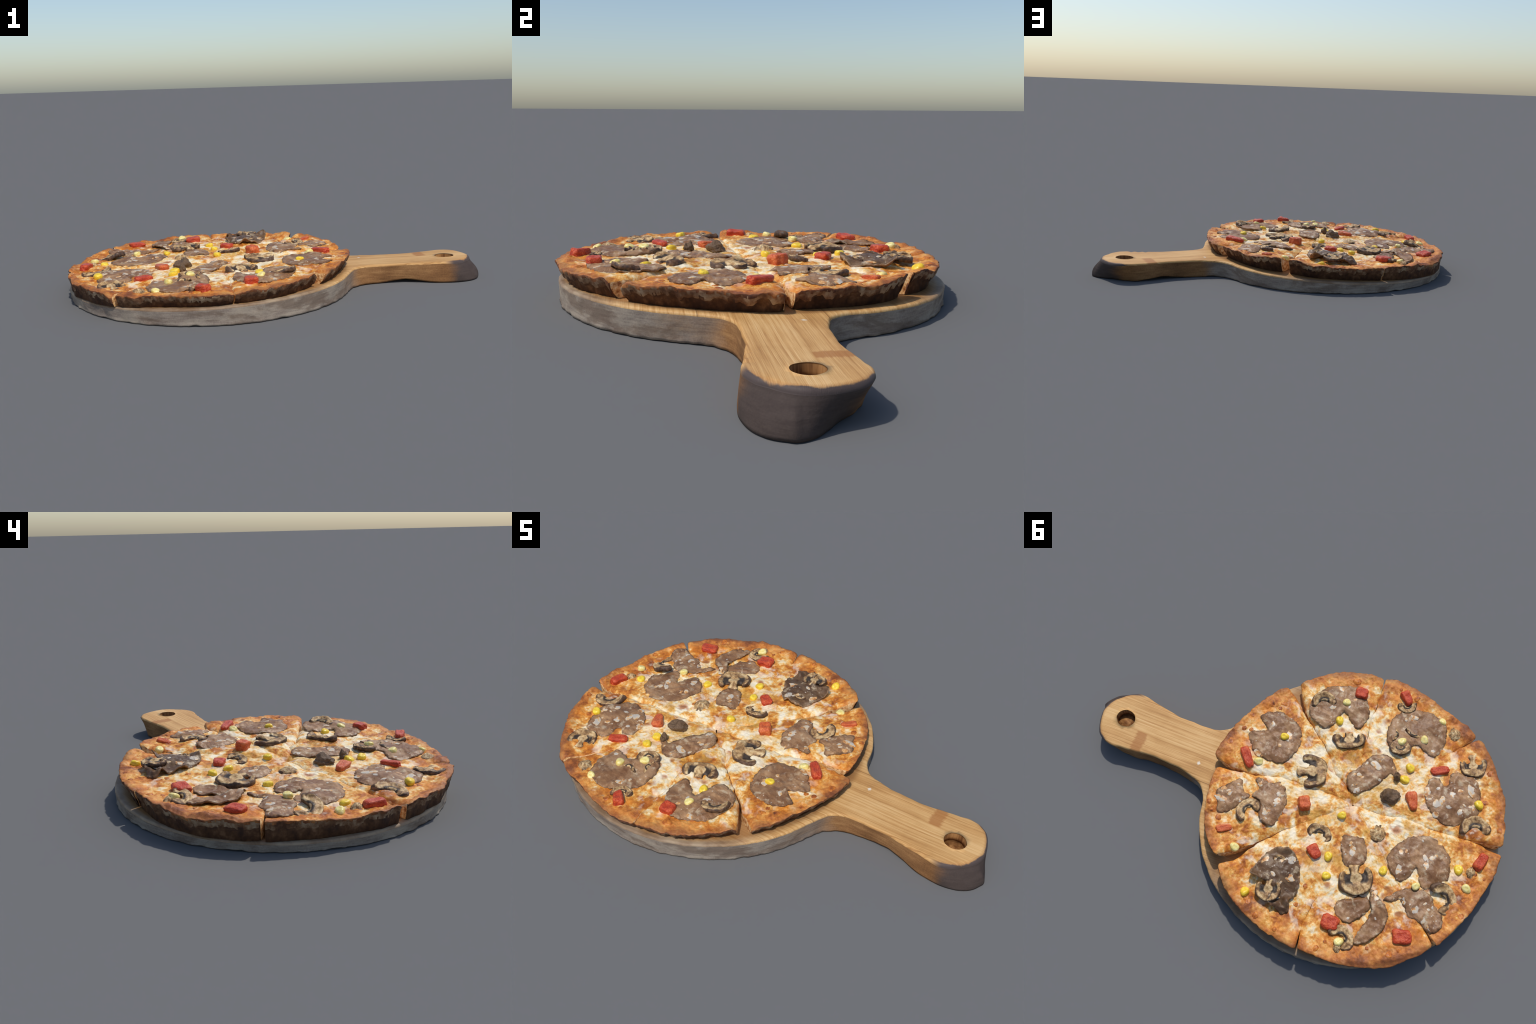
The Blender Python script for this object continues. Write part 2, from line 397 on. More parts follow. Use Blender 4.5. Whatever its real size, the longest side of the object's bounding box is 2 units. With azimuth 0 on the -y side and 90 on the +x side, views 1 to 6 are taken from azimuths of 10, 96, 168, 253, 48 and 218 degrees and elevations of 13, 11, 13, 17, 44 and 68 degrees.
TOP, SIDE, CRUMB, UNDER, PALE = mat_pizza_top(), mat_crust_side(), mat_crumb(), mat_crust_under(), mat_crust_pale()
MEAT, MEAT_DARK, MEAT_RIM, DRIP = mat_meat(), mat_meat(.32), mat_meat(.17), mat_drip()
MEAT_RIM.name = "seared_meat_edge"
BUBBLE = mat_bubble()
CORN, CORN_PALE = mat_corn(False), mat_corn(True)
TOM, TOM_OR = mat_tomato(True), mat_tomato(False)
MUSH, MUSH_FULL, MUSH_BTN, SKIN = mat_mushroom(False), mat_mushroom(True), mat_mushroom(False, False), mat_mushroom_skin()
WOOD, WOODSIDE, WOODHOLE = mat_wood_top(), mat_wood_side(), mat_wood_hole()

# ------------------------------------------------------------------ board
def board_top(x, y):
    x = np.asarray(x, float)
    return .083 + .038 * (np.minimum(x, .4) - .2) - .012 * np.asarray(y) * np.where(x > .4, .5, 1) + .012 * np.maximum(x - .4, 0) + .006 * sstep(.65, .9, x)

def build_board():
    root = bpy.data.objects.new("serving_board", None); SC.objects.link(root)
    root["label"] = "round wooden pizza board with short drilled handle"; root["category"] = "serving board"
    bc, R = np.array([-.307, -.002]), .694
    ctl = []   # (top x, top y, bottom x, bottom y), anticlockwise
    for a in np.linspace(40, 342, 44):
        t = math.radians(a); c, s = math.cos(t), math.sin(t)
        R = .694 + .010 * math.exp(-((a - 60) / 20) ** 2)
        ctl.append((bc[0] + R * c, bc[1] + R * s, bc[0] + (R - .004) * c, bc[1] + (R - .004) * s))
    for tx, ty, bx, by in [(.376, -.10, .374, -.10), (.386, -.045, .386, -.045), (.402, .005, .412, .000), (.435, .036, .450, .034),
                           (.478, .056, .490, .056), (.552, .076, .56, .080), (.637, .095, .64, .096), (.713, .105, .712, .100),
                           (.803, .108, .805, .099), (.852, .116, .885, .115), (.886, .136, .948, .146), (.916, .166, .984, .182),
                           (.940, .208, .998, .225), (.953, .245, .998, .255), (.954, .280, .972, .288), (.942, .320, .932, .312),
                           (.919, .360, .893, .330), (.892, .391, .862, .348), (.862, .404, .838, .362), (.830, .408, .808, .372), (.782, .403, .780, .385),
                           (.724, .378, .724, .377), (.670, .356, .672, .362), (.61, .335, .610, .338), (.533, .314, .533, .317), (.454, .303, .454, .305),
                           (.395, .300, .395, .302), (.352, .303, .352, .303), (.318, .318, .318, .317), (.285, .350, .283, .349), (.255, .398, .252, .396)]:
        ctl.append((tx, ty, bx, by))
    n = 700
    C = spline(ctl, n); T2, B2 = C[:, :2], C[:, 2:]
    tan = np.roll(T2, -1, 0) - np.roll(T2, 1, 0); tan /= np.linalg.norm(tan, axis=1)[:, None]
    nrm = np.stack([tan[:, 1], -tan[:, 0]], 1)     # outward
    zt = board_top(T2[:, 0], T2[:, 1])
    br = .009 + .009 * sstep(.80, .93, T2[:, 0])      # the tip of the handle is worn round
    ax = T2[:, 0] * math.cos(GRAIN) + T2[:, 1] * math.sin(GRAIN)
    zb = .016 * sstep(.50, .66, B2[:, 0]) * (1 - sstep(.62, .80, B2[:, 0])) * sstep(.40, .5, B2[:, 0])
    ang = np.arctan2(T2[:, 1] - bc[1], T2[:, 0] - bc[0])
    zb = zb + .004 * sstep(0, .6, fbm(ang * 3, ang * 0 + 3, 2.0, 3, 5)) * (B2[:, 0] < .4)
    rows = []
    nick = .006 * np.exp(-((T2 - [.797, .110]) ** 2).sum(1) / .010 ** 2) + .005 * np.exp(-((T2 - [.72, .107]) ** 2).sum(1) / .008 ** 2) \
         + .004 * np.exp(-((T2 - [.757, .108]) ** 2).sum(1) / .014 ** 2)
    for k in range(11):
        t = k / 10
        e = t
        P = B2 * (1 - e) + T2 * e
        z = zb + (zt - br - zb) * t
        wob = .0025 * fbm(ang * 6 + ax * 2, z * 8, 1.6, 3, 11) + .0007 * fbm(ang * 40, z * 30, 2.2, 2, 14)
        wob = np.where(ax > .45, .003 * fbm(T2[:, 0] * 9 + T2[:, 1] * 7, z * 10, 1.2, 2, 21), wob)
        foot = .004 * (1 - sstep(.0, .25, t)) * (B2[:, 0] < .42) * (.5 + fbm(ang * 9, ang * 0, 1.5, 3, 31))
        bulge = (.006 + .008 * (T2[:, 1] < .25) * sstep(.14, .18, T2[:, 1])) * math.sin(math.pi * t) * sstep(.84, .92, np.maximum(T2[:, 0], B2[:, 0]))
        rows.append(np.c_[P + nrm * (wob + foot + bulge)[:, None], z])
    topoff = (rows[-1][:, :2] - T2)
    for a in (12, 28, 46, 66, 90):
        t = math.radians(a)
        off = -br * (1 - math.cos(t))
        P = T2 + topoff + nrm * (off - nick * math.sin(t))[:, None]
        rows.append(np.c_[P, zt - br + br * math.sin(t) - nick * .6 * math.sin(t)])
    V = np.vstack(rows); F, MI = [], []
    nr = len(rows)
    for r in range(nr - 1):
        for i in range(n):
            j = (i + 1) % n
            F.append((r * n + i, r * n + j, (r + 1) * n + j, (r + 1) * n + i)); MI.append(1 if r < nr - 6 else 0)
    # hole loop
    hc = np.array([.832, .262]); th = np.linspace(0, 2 * np.pi, 48, endpoint=False)
    hole = hc + np.stack([np.cos(th) * .046, np.sin(th) * .043], 1) * (1 + .03 * fbm(np.cos(th), np.sin(th), 1.5, 2, 3))[:, None]
    top_loop = rows[-1][:, :2]
    P2, T = fill([top_loop, hole], .016, 4)
    z = board_top(P2[:, 0], P2[:, 1]) + .0012 * fbm(P2[:, 0], P2[:, 1], 9, 2, 8)
    z[:n] = rows[-1][:, 2]
    base = (nr - 1) * n
    mp = list(range(base, base + n))
    V = np.vstack([V, np.c_[P2[n:], z[n:]]]); k = nr * n
    mp += list(range(k, k + len(P2) - n))
    for t in T: F.append(tuple(mp[i] for i in t)); MI.append(0)
    hid = mp[n:n + 48]
    # hole walls and floor
    prev = hid
    for zz, sc in ((None, .985), (.078, .97), (.060, .93)):
        ring = []
        for q, vi in enumerate(hid):
            p = hc + (V[vi][:2] - hc) * sc
            ring.append(len(V) + q)
        newv = np.array([[*(hc + (V[vi][:2] - hc) * sc), (V[vi][2] - .004) if zz is None else zz] for vi in hid])
        V = np.vstack([V, newv])
        for q in range(48):
            w = (q + 1) % 48
            F.append((prev[w], prev[q], ring[q], ring[w])); MI.append(2)
        prev = ring
    F.append(tuple(prev)); MI.append(2)
    # underside
    P3, T3 = fill([rows[0][:, :2]], .05, 5)
    zz = np.zeros(len(P3)); zz[:n] = rows[0][:, 2]
    zz[n:] = .016 * sstep(.50, .66, P3[n:, 0]) * (1 - sstep(.62, .80, P3[n:, 0])) + .002
    m3 = list(range(n)) + list(range(len(V), len(V) + len(P3) - n))
    V = np.vstack([V, np.c_[P3[n:], zz[n:]]])
    for t in T3: F.append(tuple(m3[i] for i in t[::-1])); MI.append(1)
    V[:, 2] -= V[:, 2].min()
    g = [0 if np.mean([V[v][0] * math.cos(GRAIN) + V[v][1] * math.sin(GRAIN) for v in f]) < .47 else 1 for f in F]
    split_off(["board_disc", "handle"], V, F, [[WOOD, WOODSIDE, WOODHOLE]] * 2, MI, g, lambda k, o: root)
    return root

# ------------------------------------------------------------------ pizza
CT = np.array([-.300, -.030])        # where the cuts cross
# rim corners and rim control points for each slice, anticlockwise, starting by the handle
RIMS = [
    [(.251, -.372), (.172, -.492), (.116, -.551), (.051, -.597), (-.006, -.628), (-.054, -.644)],
    [(-.060, -.650), (-.11, -.679), (-.18, -.691), (-.26, -.694), (-.34, -.690), (-.395, -.685), (-.454, -.683), (-.52, -.680), (-.575, -.657)],
    [(-.593, -.664), (-.646, -.632), (-.702, -.597), (-.759, -.544), (-.814, -.498), (-.850, -.465), (-.889, -.389), (-.914, -.354), (-.950, -.270)],
    [(-.967, -.234), (-.977, -.189), (-.990, -.147), (-.992, -.069), (-.993, .016), (-.989, .086), (-.969, .179), (-.950, .276)],
    [(-.932, .287), (-.911, .347), (-.863, .425), (-.819, .483), (-.72, .555), (-.635, .599), (-.546, .624), (-.480, .643)],
    [(-.472, .650), (-.409, .660), (-.307, .668), (-.218, .662), (-.122, .646), (-.045, .614), (.013, .567)],
    [(.050, .541), (.111, .513), (.172, .464), (.215, .410), (.237, .376), (.271, .309), (.297, .235), (.302, .200)],
    [(.336, .172), (.356, .130), (.364, .051), (.360, -.038), (.344, -.144), (.322, -.245), (.288, -.324)],
]
# cut lines: inner points from the middle outwards with half-gap; cut k lies before slice k
CUTS = [
    [(-.236, -.077, -.0006), (-.153, -.100, .0012), (-.09, -.150, -.0006), (-.015, -.190, .002), (.053, -.222, .0008), (.12, -.250, .004), (.182, -.291, .007)],
    [(-.24, -.19, -.0006), (-.19, -.27, -.0006), (-.158, -.355, .0012), (-.125, -.43, -.0006), (-.109, -.499, .0015), (-.09, -.56, -.0006)],
    [(-.37, -.19, -.0006), (-.45, -.36, -.0006), (-.51, -.50, -.0006)],
    [(-.40, -.06, .0010), (-.523, -.118, -.0006), (-.60, -.135, -.0006), (-.671, -.155, .0014), (-.756, -.186, -.0006), (-.86, -.225, .003), (-.895, -.238, .010)],
    [(-.45, .03, -.0006), (-.62, .13, -.0006), (-.78, .20, -.0006), (-.86, .240, -.0006)],
    [(-.33, .10, -.0006), (-.36, .22, -.0006), (-.41, .36, -.0006), (-.424, .486, .001), (-.440, .560, -.0006)],
    [(-.20, .13, -.0006), (-.094, .310, .002), (-.055, .385, .003), (-.030, .450, .012), (-.003, .505, .022)],
    [(-.249, -.020, -.0006), (-.114, .022, -.0006), (.040, .066, -.0006), (.12, .115, .001), (.184, .146, .004), (.25, .170, .008)],
]

# the cheese swells where toppings have sunk into it
MOUNDS = [(-.123, .109, .006, .05), (.222, .086, .005, .06), (-.014, -.506, .004, .05), (-.202, -.618, .005, .05), (-.53, -.407, .005, .06), (-.508, -.201, .005, .06),
          (-.291, .261, .005, .05), (-.529, .472, .004, .06), (-.81, .338, .004, .06), (-.057, -.04, .006, .09), (-.104, -.274, .005, .08), (-.64, -.52, .005, .07),
          (-.806, -.272, .004, .07), (-.261, .176, .005, .06), (-.467, .019, .006, .05), (-.291, .05, .005, .04), (-.309, -.413, .012, .09), (-.42, -.268, .005, .05), (-.398, .315, .004, .04),
          (-.2, -.13, .006, .07), (-.44, -.09, -.010, .04), (.11, -.36, .006, .08), (-.68, -.32, .010, .11), (-.15, -.28, .005, .08), (-.23, .42, .008, .09), (-.88, .0, -.004, .12), (-.72, .50, -.005, .12)]

def rim_dz(th):
    """Rise of the rim against the cheese level, by direction (degrees)."""
    A = [-180, -158, -110, -66, -30, 15, 40, 56, 75, 102, 155, 180]
    D = [-.007, .000, .004, -.003, -.009, -.006, .004, .012, .007, .005, .001, -.007]
    return np.interp(np.degrees(th), A, D)

def cheese_level(x, y):
    return .1512 + .0450 * x - .014 * y + .0108 * x * x - .0256 * x * y - .0085 * y * y - .0135

def top_z(x, y, lumps=True):
    x, y = np.asarray(x, float), np.asarray(y, float)
    r = np.hypot(x - PC[0], y - PC[1]); th = np.arctan2(y - PC[1], x - PC[0])
    z = cheese_level(x, y) + rim_dz(th) * sstep(.56, .68, r)
    z = z + .005 * np.exp(-((r - .655) / .03) ** 2) + (.002 + .007 * (1 - sstep(-.75, -.45, x))) * np.exp(-((r - .680) / .018) ** 2)
    z = z + .015 * np.exp(-((x - .06) ** 2 + (y - .25) ** 2) / .14 ** 2) + .014 * np.exp(-((x + .22) ** 2 + (y - .43) ** 2) / .09 ** 2)
    for mx, my, mh, ms in MOUNDS:
        z = z + mh * np.exp(-((x - mx) ** 2 + (y - my) ** 2) / ms ** 2)
    if lumps:
        z = z + .0042 * fbm(x, y, 11, 3, 2) + .0028 * np.maximum(fbm(x, y, 30, 2, 40), 0)
        z = z + .0018 * fbm(x, y, 70, 2, 60) + .0055 * sstep(.58, .67, r) * fbm(x, y, 13, 2, 70)
    return z

# how deep each cut shows near the middle and at the rim (cheese has melted back together)
DEPTH = [(.8, 1.1), (.4, .5), (.15, .45), (.45, 1), (.12, .35), (.2, .45), (.5, 1), (.5, 1)]
DEPTH = [DEPTH[(8 - k) % 8] for k in range(8)]
RIMS = [r[::-1] for r in RIMS[::-1]]           # run anticlockwise
CUTS = [CUTS[(8 - k) % 8] for k in range(8)]

slices = []
def build_pizza():
    root = bpy.data.objects.new("pizza", None); SC.objects.link(root)
    root["label"] = "thin crust pizza cut in eight with meat, mushroom, corn and tomato"; root["category"] = "pizza"
    NTH, NR = 150, 170
    rng = np.random.RandomState(3)
    for k in range(8):
        rim = np.array(RIMS[k])
        rs = spline(rim, 240, closed=False)
        def edge(cut, corner, side):
            pts = [CT + 1e-3 * (corner - CT)]
            for x, y, g in cut:
                d = (np.array([x, y]) - CT); d /= np.linalg.norm(d); nr_ = np.array([-d[1], d[0]]) * side
                pts.append(np.array([x, y]) + nr_ * g)
            pts.append(corner)
            P = np.array(pts) - CT; r = np.hypot(P[:, 0], P[:, 1]); a = np.unwrap(np.arctan2(P[:, 1], P[:, 0]))
            a[0] = a[1]
            return r / r[-1], a
        def uw(a, ref): return a + 2 * np.pi * np.round((ref - a) / (2 * np.pi))
        ra = rs - CT; rang = np.unwrap(np.arctan2(ra[:, 1], ra[:, 0])); rrad = np.hypot(ra[:, 0], ra[:, 1])
        f0, a0 = edge(CUTS[k], rim[0], 1); f1, a1 = edge(CUTS[(k + 1) % 8], rim[-1], -1)
        a0 = uw(a0, rang[0]); a1 = uw(a1, rang[-1])
        # fractions towards the rim, finer at the edge
        fr = np.r_[np.linspace(.006, .9, NR - 24), np.linspace(.9, 1, 25)[1:]]
        tt = np.linspace(0, 1, NTH)
        tt = tt + .0  # even across
        A0 = np.interp(fr, f0, a0); A1 = np.interp(fr, f1, a1)
        for A, c in ((A0, k), (A1, (k + 1) % 8)):
            ra_ = fr * .68; A += sstep(.03, .1, ra_) * (1 - sstep(.55, .66, ra_)) * .0045 * fbm(ra_ * 16, ra_ * 0 + c * 3.3, 1.0, 3, 55) / np.maximum(ra_, .03)
        TH = A0[:, None] * (1 - tt) + A1[:, None] * tt
        RR = np.interp(rang[0] * (1 - tt) + rang[-1] * tt, rang, rrad)
        jag = .0022 * fbm(tt * 14 + 20 * k, tt * 0, 1.3, 3, 90)
        arc = tt * (rang[-1] - rang[0]) * .67; ec = np.minimum(arc, arc[-1] - arc)
        RR = RR - .006 + .006 * sstep(-1.3, -.9, (TH[-1] + np.pi) % (2 * np.pi) - np.pi) * (1 - sstep(.3, .6, (TH[-1] + np.pi) % (2 * np.pi) - np.pi)) + .006 * sstep(1.2, 1.6, TH[-1] % (2 * np.pi)) * (1 - sstep(2.8, 3.1, TH[-1] % (2 * np.pi))) + jag - .005 * np.exp(-(ec / .006) ** 2)          # rounded corners
        r = fr[:, None] * RR[None, :]
        X = CT[0] + r * np.cos(TH); Y = CT[1] + r * np.sin(TH)
        dcut = np.minimum((TH - A0[:, None]), (A1[:, None] - TH)) * r
        d0 = (TH - A0[:, None]) * r; d1 = (A1[:, None] - TH) * r
        Z = top_z(X, Y)
        for dd, (si, so) in ((d0, DEPTH[k]), (d1, DEPTH[(k + 1) % 8])):
            st = si + (so - si) * sstep(.60, .92, fr)
            st = np.clip(st * (1 + .9 * fbm(fr * 9, fr * 0 + 5 * si, 1.0, 2, 77)), 0, 1.3)[:, None]
            Z = Z - st * (.011 * np.exp(-(dd / .015) ** 2) + .006 * np.exp(-(dd / .004) ** 2))
        Z = Z - .012 * np.clip(1 - r / .05, 0, 1)                  # tips sag together in the middle
        # slices lie a little differently
        Z = Z + rng.uniform(-.0015, .0015)
        if k == 2: Z = Z + .016 * (1 - sstep(0, .25, tt))[None, :] * sstep(.7, 1, fr)[:, None]
        if k == 1: Z = Z + .012 * sstep(.65, 1, tt)[None, :] * sstep(.7, 1, fr)[:, None]
        lip = fr[:, None] > .985
        grids = [np.stack([X, Y, Z], 2)]
        # outer wall: lip rolls over, then tucks in beneath
        cd = np.stack([np.cos(TH[-1]), np.sin(TH[-1])], 1)
        bz = board_top(X[-1], Y[-1]) + .0015
        zl = Z[-1]
        prof = [(.005, -.001), (.006, -.005), (.003, -.012), (-.001, -.021), (-.007, -.031), (-.020, -.037)]
        tuck = .25 + .75 * sstep(-.75, -.25, X[-1])                           # flush with the board at the far end, tucked in by the handle
        wall = []
        for q, (o, dz) in enumerate(prof):
            w = .003 * fbm(tt * 9 + k * 7, tt * 0 + dz * 60, 1.6, 2, 120 + k)
            wall.append(np.stack([X[-1] + cd[:, 0] * (np.where(o < 0, o * tuck, o) + w), Y[-1] + cd[:, 1] * (np.where(o < 0, o * tuck, o) + w), np.maximum(zl + dz * (1 + .35 * fbm(tt * 7 + k * 5, tt * 0, 1.7, 3, 150)), bz + .001)], 1))
        inn = np.stack([X[-1] - cd[:, 0] * .028 * tuck, Y[-1] - cd[:, 1] * .028 * tuck], 1)
        wall.append(np.c_[inn, board_top(inn[:, 0], inn[:, 1]) + .0015])
        # underside rows back to the tip
        under = []
        for f in (.8, .5, .2, .006):
            i = np.argmin(abs(fr - f)); under.append(np.stack([X[i], Y[i], board_top(X[i], Y[i]) + .0015], 1))
        allrows = [g for g in grids[0]] + wall + under
        V = np.vstack(allrows); n = NTH; F, MI, G = [], [], []
        wvy = fbm(tt * 10 + k * 4, tt * 0, 1.8, 3, 140)
        eth = .905 + .03 * fbm(tt * 6 + k * 3, tt * 0, 1.5, 3, 130)
        for a in range(len(allrows) - 1):
            for j in range(n - 1):
                F.append((a * n + j, (a + 1) * n + j, (a + 1) * n + j + 1, a * n + j + 1))
                if a < NR - 1:
                    MI.append(0); G.append(1 if fr[a] < eth[j] else 0)
                else:
                    MI.append(0 if a < NR else 1 if a < NR + 1 + (wvy[j] > .0) else 4 if a < NR + 3 + (wvy[j + 1] > -.2) else 3); G.append(0)
        # cut walls: strips between the top edge and the underside
        for j, flip in ((0, False), (n - 1, True)):
            ids = []
            idxs = list(range(0, NR, 2));
            if idxs[-1] != NR - 1: idxs.append(NR - 1)
            low = []
            for i in range(NR):
                x, y, z = grids[0][i, j]; b = float(board_top(x, y)) + .0015
                d = np.array([x, y]) - CT; rr = np.linalg.norm(d); d /= rr
                over = max(0.0, rr - (RR[j] - .028 * tuck[j]))
                low.append([(x - d[0] * over * f ** 2, y - d[1] * over * f ** 2, z + (b - z) * f) for f in (.35, .7, 1.0)])
            base = len(V); V = np.vstack([V, np.array(low).reshape(-1, 3)])
            for i in range(NR - 1):
                col = lambda i_: [i_ * n + j] + [base + i_ * 3 + q for q in range(3)]
                c0, c1 = col(i), col(i + 1)
                for q in range(3):
                    f = (c0[q], c0[q + 1], c1[q + 1], c1[q])
                    F.append(f[::-1] if flip else f); MI.append(2); G.append(0)
            # close the outer end of the wall along the rim profile
            endc = [(NR - 1) * n + j] + [base + (NR - 1) * 3 + q for q in range(3)]
            rimc = [(NR - 1 + q) * n + j for q in range(1, len(prof) + 2)]
            f = tuple(endc + rimc[::-1])
            F.append(f if not flip else f[::-1]); MI.append(1); G.append(0)
        nm = ["pizza_slice", "cheese"]
        obs = split_off(nm, V, F, [[TOP, SIDE, CRUMB, UNDER, PALE]] * 2, MI, G, lambda g, o: root if g == 0 else o[0])
        slices.append((obs[0], rang[0], rang[-1]))
    return root

def slice_at(x, y):
    a = math.atan2(y - CT[1], x - CT[0])
    for ob, s, e in slices:
        for w in (-2 * math.pi, 0, 2 * math.pi):
            if s <= a + w <= e: return ob
    return min(slices, key=lambda q: abs(math.remainder(a - q[1], 2 * math.pi)))[0]

# ------------------------------------------------------------------ toppings
drips = []
def meat(ctl, seed, dark=False, lift=.0, lift_dir=None, th=.006, ndrip=6):
    ctl = np.array(ctl)
    per = np.linalg.norm(ctl - np.roll(ctl, 1, 0), axis=1).sum()
    O = spline(ctl, max(60, int(per / .005)))
    c = O.mean(0)
    tan = np.roll(O, -1, 0) - np.roll(O, 1, 0); tan /= np.linalg.norm(tan, axis=1)[:, None] + 1e-9
    O = O + np.stack([tan[:, 1], -tan[:, 0]], 1) * (.0042 * fbm(O[:, 0], O[:, 1], 55, 3, seed))[:, None]
    P, T = fill([O], .0062, seed)
    if P[T[0]][:, 0].size == 0: return
    d = edge_dist(O, P)
    ragged = 1 - sstep(.006, .024, d)
    up = .0025 + .006 * sstep(0, .022, d) + (.003 * fbm(P[:, 0], P[:, 1], 14, 2, seed + 3) + .0035 * (1 - np.abs(fbm(P[:, 0], P[:, 1], 9, 2, seed + 8)) * 3).clip(-.3, 1)) * (1 - ragged) + .0055 * fbm(P[:, 0], P[:, 1], 19, 2, seed + 5) * ragged + .004 * (lift > .01)
    curl = lift * (1 - sstep(0, .035, d)) * np.clip(.35 + 1.3 * fbm(P[:, 0], P[:, 1], 9, 2, seed + 9), 0, 1.6)
    if lift_dir is not None:
        u = np.array([math.cos(lift_dir), math.sin(lift_dir)])
        s = (P - c) @ u; curl = curl + .5 * lift * sstep(.2, 1, s / max(s.max(), 1e-6))
    zb = top_z(P[:, 0], P[:, 1])
    zt = zb + np.maximum(up, .002 - .007 * ragged) + curl
    zl = zt - th - .004 * sstep(.004, .02, d)
    n = len(P); V = np.vstack([np.c_[P, zt], np.c_[P, zl]])
    F = [tuple(t) for t in T] + [tuple(t[::-1] + n) for t in T]
    for a, b in boundary_edges(T): F.append((b, a, a + n, b + n))
    rimmed = d[T].max(1) < .0080 + .004 * fbm(P[T[:, 0], 0], P[T[:, 0], 1], 30, 2, seed)
    MI = list(rimmed.astype(int)) + [1] * (len(F) - len(T))
    ob = new_obj("meat_slice", V, F, [MEAT_DARK if dark else MEAT, MEAT_RIM], MI, slice_at(*c))
    # melted cheese drips lying on the slice
    rng = np.random.RandomState(seed + 100)
    cand = np.where(d > .010)[0]
    for q in rng.choice(cand, int(ndrip * .8), replace=False):
        drips.append((P[q][0], P[q][1], zt[q], .005 + .015 * rng.uniform() ** 2, rng.uniform(1, 2.0), rng.uniform(0, math.pi), slice_at(*P[q]), P, zt))
    return ob

MEATS = [
    dict(ctl=[(.297, -.117), (.28, -.159), (.233, -.193), (.175, -.197), (.125, -.19), (.085, -.156), (.059, -.098), (.059, -.041), (.063, -.015), (.082, .015), (.13, .038), (.176, .048), (.224, .041), (.263, .013), (.291, -.023), (.237, -.071), (.244, -.092), (.273, -.102)], lift=.003),
    dict(ctl=[(.149, -.391), (.132, -.44), (.076, -.492), (.027, -.517), (-.017, -.514), (-.067, -.485), (-.107, -.436), (-.114, -.375), (-.103, -.34), (-.066, -.351), (-.003, -.381), (-.002, -.341), (.001, -.286), (.024, -.252), (.078, -.253), (.124, -.27), (.151, -.316)], lift=.004),
    dict(ctl=[(-.221, -.425), (-.207, -.48), (-.218, -.542), (-.266, -.593), (-.316, -.625), (-.372, -.628), (-.426, -.617), (-.458, -.575), (-.48, -.514), (-.471, -.449), (-.423, -.444), (-.39, -.45), (-.368, -.44), (-.358, -.42), (-.347, -.359), (-.309, -.356), (-.275, -.362), (-.241, -.387)], lift=.004),
    dict(ctl=[(-.199, -.138), (-.22, -.191), (-.229, -.262), (-.259, -.301), (-.304, -.32), (-.346, -.301), (-.392, -.267), (-.38, -.251), (-.354, -.256), (-.345, -.218), (-.336, -.173), (-.315, -.129), (-.29, -.082), (-.252, -.072), (-.215, -.099)], lift=.004, ndrip=16),
    dict(ctl=[(-.516, -.346), (-.544, -.371), (-.582, -.356), (-.596, -.373), (-.583, -.407), (-.582, -.435), (-.625, -.465), (-.676, -.473), (-.733, -.435), (-.765, -.379), (-.784, -.326), (-.76, -.277), (-.729, -.222), (-.683, -.2), (-.631, -.203), (-.579, -.223), (-.538, -.26), (-.518, -.307)], lift=.002, ndrip=22),
    dict(ctl=[(-.56, .077), (-.563, .028), (-.577, -.025), (-.604, -.068), (-.646, -.104), (-.702, -.119), (-.754, -.106), (-.796, -.079), (-.834, -.01), (-.83, .022), (-.798, .063), (-.787, .095), (-.754, .102), (-.713, .06), (-.69, .042), (-.693, .091), (-.671, .14), (-.631, .136), (-.586, .11)], lift=.004, ndrip=14),
    dict(ctl=[(-.655, .251), (-.671, .211), (-.696, .169), (-.726, .132), (-.775, .109), (-.821, .114), (-.859, .141), (-.897, .151), (-.925, .202), (-.904, .25), (-.865, .247), (-.827, .237), (-.786, .246), (-.749, .224), (-.716, .213), (-.688, .237)], lift=.004, ndrip=14),
    dict(ctl=[(-.515, .421), (-.503, .372), (-.548, .32), (-.58, .284), (-.621, .3), (-.632, .333), (-.612, .395), (-.59, .429), (-.547, .433)], lift=.007, ndrip=2),
    dict(ctl=[(-.588, .248), (-.61, .243), (-.647, .263), (-.682, .272), (-.715, .305), (-.728, .365), (-.712, .424), (-.693, .461), (-.66, .48), (-.646, .427), (-.65, .367), (-.638, .317), (-.606, .282)], lift=.014, ndrip=4),
    dict(ctl=[(-.123, .512), (-.118, .453), (-.13, .379), (-.16, .335), (-.21, .319), (-.254, .332), (-.297, .375), (-.333, .438), (-.34, .478), (-.33, .502), (-.351, .525), (-.355, .55), (-.336, .569), (-.296, .567), (-.255, .565), (-.238, .521), (-.199, .5), (-.16, .507)], lift=.036, dark=True, ndrip=14),
    dict(ctl=[(-.346, .126), (-.39, .096), (-.435, .075), (-.475, .113), (-.498, .158), (-.478, .204), (-.437, .229), (-.391, .19)], lift=.003, ndrip=6),
    dict(ctl=[(.237, .295), (.218, .255), (.184, .192), (.159, .198), (.133, .227), (.095, .23), (.1, .269), (.118, .314), (.128, .346), (.171, .378), (.194, .341)], lift=.004, ndrip=8),
    dict(ctl=[(.123, .152), (.105, .132), (.054, .122), (.021, .087), (-.036, .124), (-.07, .181), (-.079, .236), (-.067, .281), (-.019, .294), (.018, .268), (.04, .224), (.088, .224), (.086, .173)], lift=.007, ndrip=12),
]

def ico(sub):
    import bmesh
    bm = bmesh.new(); bmesh.ops.create_icosphere(bm, subdivisions=sub, radius=1)
    V = np.array([v.co[:] for v in bm.verts]); F = [[v.index for v in f.verts] for f in bm.faces]; bm.free()
    return V, F

